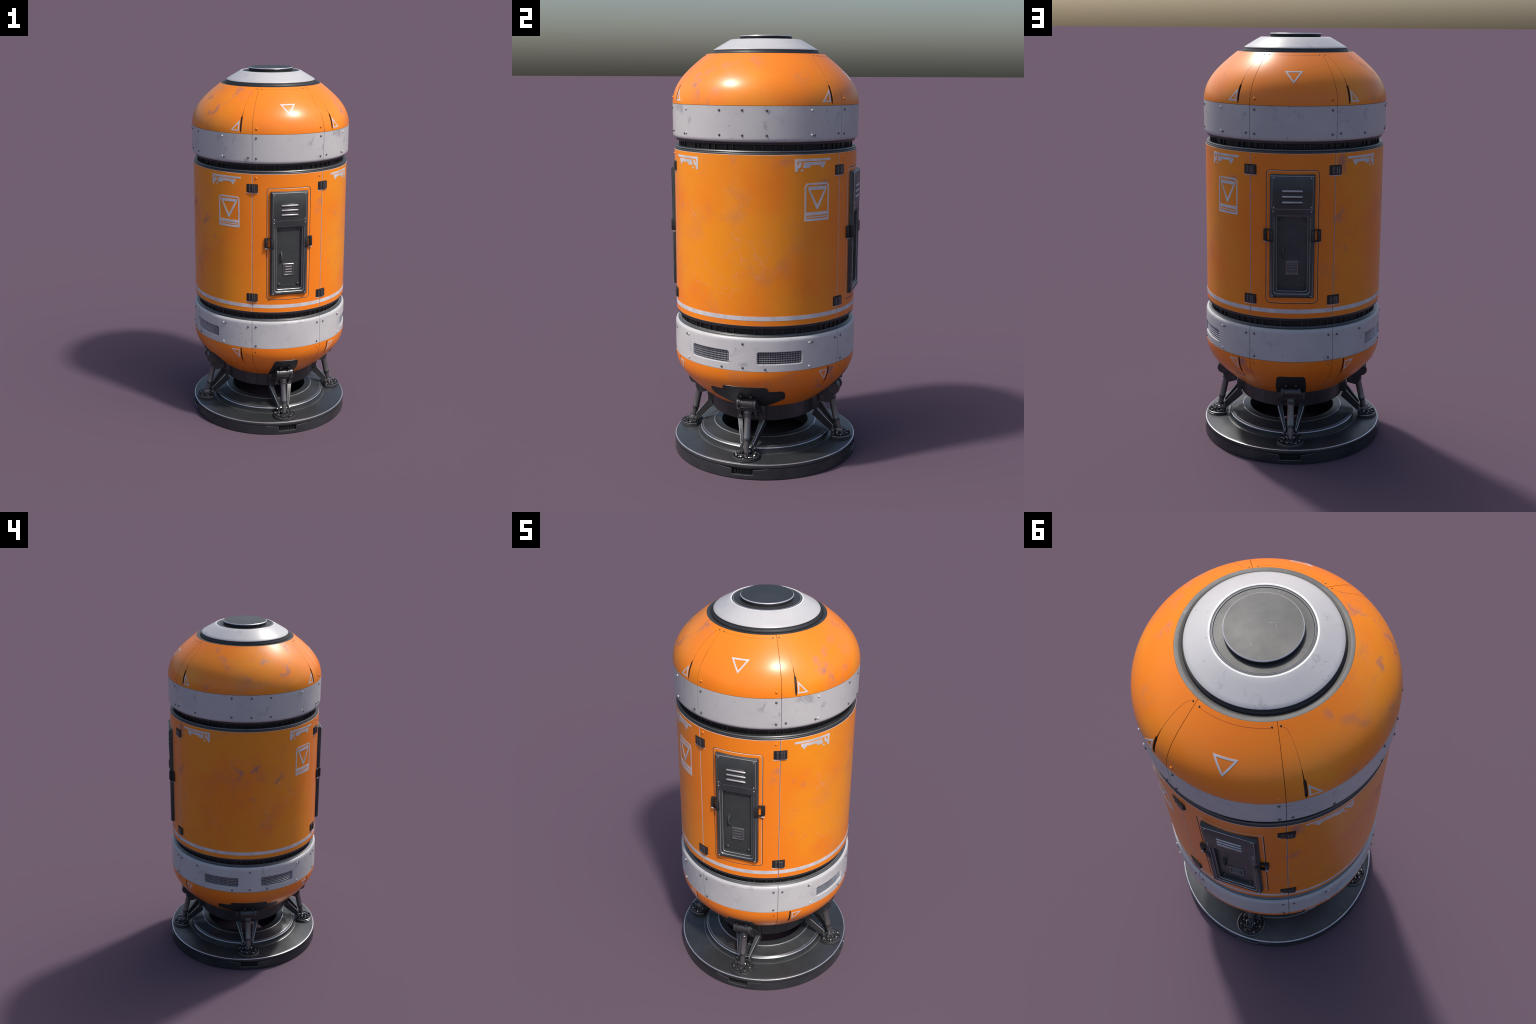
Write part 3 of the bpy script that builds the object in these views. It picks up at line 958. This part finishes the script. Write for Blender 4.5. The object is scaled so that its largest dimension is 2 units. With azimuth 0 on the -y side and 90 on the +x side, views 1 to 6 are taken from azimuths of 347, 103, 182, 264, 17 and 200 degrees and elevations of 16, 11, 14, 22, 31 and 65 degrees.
# ------------------------------------------------------------------ service doors
def door_meshes():
    out = {}
    P = Plane(.4395)
    # frame with opening
    bm = bmesh.new()
    outer = rrect(-.1015, .1015, .8215, 1.3925, .004, 3)
    hole = rrect(-.0805, .0805, .8430, 1.2055, .014, 5)
    add_plate(bm, P, outer, holes=[hole], rings=[(.0086, 0, 0), (.0076, -.0005, 1), (.0070, -.0014, 1), (.0010, -.0080, 0), (0, -.0095, 0), (0, -.040, 0)],
              hole_rings=[(.0012, 0, 0), (.0004, -.0004, 1), (0, -.0010, 1), (-.0042, -.0055, 0)])
    # stepped reveal
    add_plate(bm, P, rrect(-.0815, .0815, .8420, 1.2065, .014, 5), holes=[rrect(-.0695, .0695, .8560, 1.2000, .011, 5)], rings=flat(.004), hole_rings=[(.0012, 0, 0), (.0003, -.0006, 1), (0, -.0012, 1), (0, -.0170, 0)], lift=-.0050)
    out['door'] = (bm, [DOORM, BRIGHT])
    # leaf
    bm = bmesh.new()
    add_plate(bm, P, rrect(-.0705, .0705, .855, 1.201, .011, 5), rings=flat(.004), lift=-.0200)
    for sx in (-1, 1):
        for z in (1.187, .8785):
            add_rod(bm, L3(sx * .0525, .4138, z), L3(sx * .0525, .5, z), [(0, .0095), (.0085, .0085), (.011, .006), (.0118, .002)], 14)
    for i in range(5):
        x = -.030 + .015 * i
        add_rod(bm, L3(x, .4138, .8715), L3(x, .5, .8715), [(0, .0042), (.0065, .0035), (.0080, .0015)], 10)
    out['door_leaf'] = (bm, [DOORM])
    # upper louvre panel
    bm = bmesh.new()
    add_plate(bm, P, rrect(-.0925, .0925, 1.2360, 1.3865, .0015, 2), rings=[(.0014, 0, 0), (.0004, -.0004, 1), (0, -.0012, 1), (0, -.003, 0)], lift=.0016)
    for x, z in ((.0838, 1.377), (.0838, 1.245), (.0852, 1.2255), (.088, .832)):
        for sx in (-1, 1):
            add_rod(bm, L3(sx * x, .437, z), L3(sx * x, .5, z), [(0, .0030), (.0042, .0028), (.0052, .0018)], 10, 1)
    out['louvre_panel'] = (bm, [DOORM, BRIGHT])
    bm = bmesh.new()
    h = .0463
    for z in (1.3180, 1.2925, 1.2670):
        add_rod(bm, L3(-h, .4405, z), L3(h, .4405, z), [(0, .0015), (.0012, .0036), (.003, .0048), (2 * h - .003, .0048), (2 * h - .0012, .0036), (2 * h, .0015)], 14)
        add_rod(bm, L3(-h + .008, .4400, z + .0105), L3(h - .008, .4400, z + .0105), [(0, .0006), (.003, .0024), (2 * h - .019, .0024), (2 * h - .016, .0006)], 10, 1)  # thin bars added in place of highlights on the hood edges
        add_box(bm, -h + .002, h - .002, .4380, .4416, z - .0098, z - .0050, 2)
    out['louvre'] = (bm, [LOUVRE, DOORM, BLACK])
    # handle
    bm = bmesh.new()
    pts = [(.418, 1.058), (.427, 1.056), (.4330, 1.047), (.4340, 1.032), (.4325, 1.018), (.425, 1.009), (.418, 1.007)]
    prev = None
    ring = []
    for i, (r, z) in enumerate(pts):
        a, b = pts[max(i - 1, 0)], pts[min(i + 1, len(pts) - 1)]
        d = Vector((b[0] - a[0], b[1] - a[1])).normalized()
        nr, nz = d.y, -d.x
        w, th = .0048, .0036
        vs = [bm.verts.new(L3(-.041 + w * math.cos(k * math.pi / 4), r + nr * th * math.sin(k * math.pi / 4), z + nz * th * math.sin(k * math.pi / 4))) for k in range(8)]
        if prev:
            for k in range(8):
                bm.faces.new((prev[k], prev[(k + 1) % 8], vs[(k + 1) % 8], vs[k]))
        prev = vs
    for z in (1.057, 1.008):
        add_rod(bm, L3(-.041, .4138, z), L3(-.041, .5, z), [(0, .009), (.007, .008), (.008, .006)], 14)
    out['handle'] = (bm, [DOORM])
    # small vent
    bm = bmesh.new()
    add_plate(bm, P, rrect(-.0305, .0305, .9270, .9950, .0015, 2), holes=[rrect(-.0225, .0225, .9355, .9865, .002, 2)], rings=[(.0022, 0, 0), (0, -.0018, 0), (0, -.006, 0)], hole_rings=[(.001, 0, 0), (0, -.001, 0), (0, -.006, 0)], lift=-.0160)
    add_plate(bm, P, rrect(-.024, .024, .934, .988, .001, 1), rings=flat(.002), lift=-.0194)
    for z in (.976, .961, .946):
        add_rod(bm, L3(-.020, .4213, z), L3(.020, .4213, z), [(0, .001), (.002, .0045), (.038, .0045), (.040, .001)], 10, 1)
    out['vent'] = (bm, [EDGE, SCREW])
    # side clips
    bm = bmesh.new()
    for sx in (-1, 1):
        def bx(x0, x1, r0, r1, z0, z1, mi=0, bv=.0012):
            add_box(bm, min(sx * x0, sx * x1), max(sx * x0, sx * x1), r0, r1, z0, z1, mi, bv)
        bx(.1150, .1305, .400, .4230, 1.0875, 1.1415, 0, .002)
        bx(.1185, .1265, .420, .4252, 1.0930, 1.1360, 1)
        bx(.0835, .1030, .425, .4425, 1.0860, 1.1400, 0, .002)
        bx(.0870, .0985, .440, .4440, 1.0910, 1.1350, 1)
        for z in (1.0860, 1.1385):
            bx(.101, .118, .412, .4290, z, z + .0035, 0, .0006)
        bx(.0835, .1300, .405, .4270, 1.0825, 1.0850, 2, .0004)  # pale strip paints light caught by the recess lip under the clip
    out['clip'] = (bm, [BLACK, STEEL, WORN_HIGHLIGHT])
    res = {}
    for k, (b, mats) in out.items():
        if k not in ('door', 'vent', 'louvre_panel', 'door_leaf'):
            bmesh.ops.recalc_face_normals(b, faces=b.faces)
            res[k] = finish(b, k, mats, 35)
        else:
            lay = b.loops.layers.float_vector.get('nrm')
            b.loops.layers.float_vector.remove(lay)
            res[k] = finish(b, k, mats, 32)
    return res


DOOR = door_meshes()
for q in (0, 180):
    d = new_obj('door', DOOR['door'], tank, q)
    for k in ('door_leaf', 'louvre_panel', 'louvre', 'handle', 'vent', 'clip'):
        new_obj(k, DOOR[k], d)
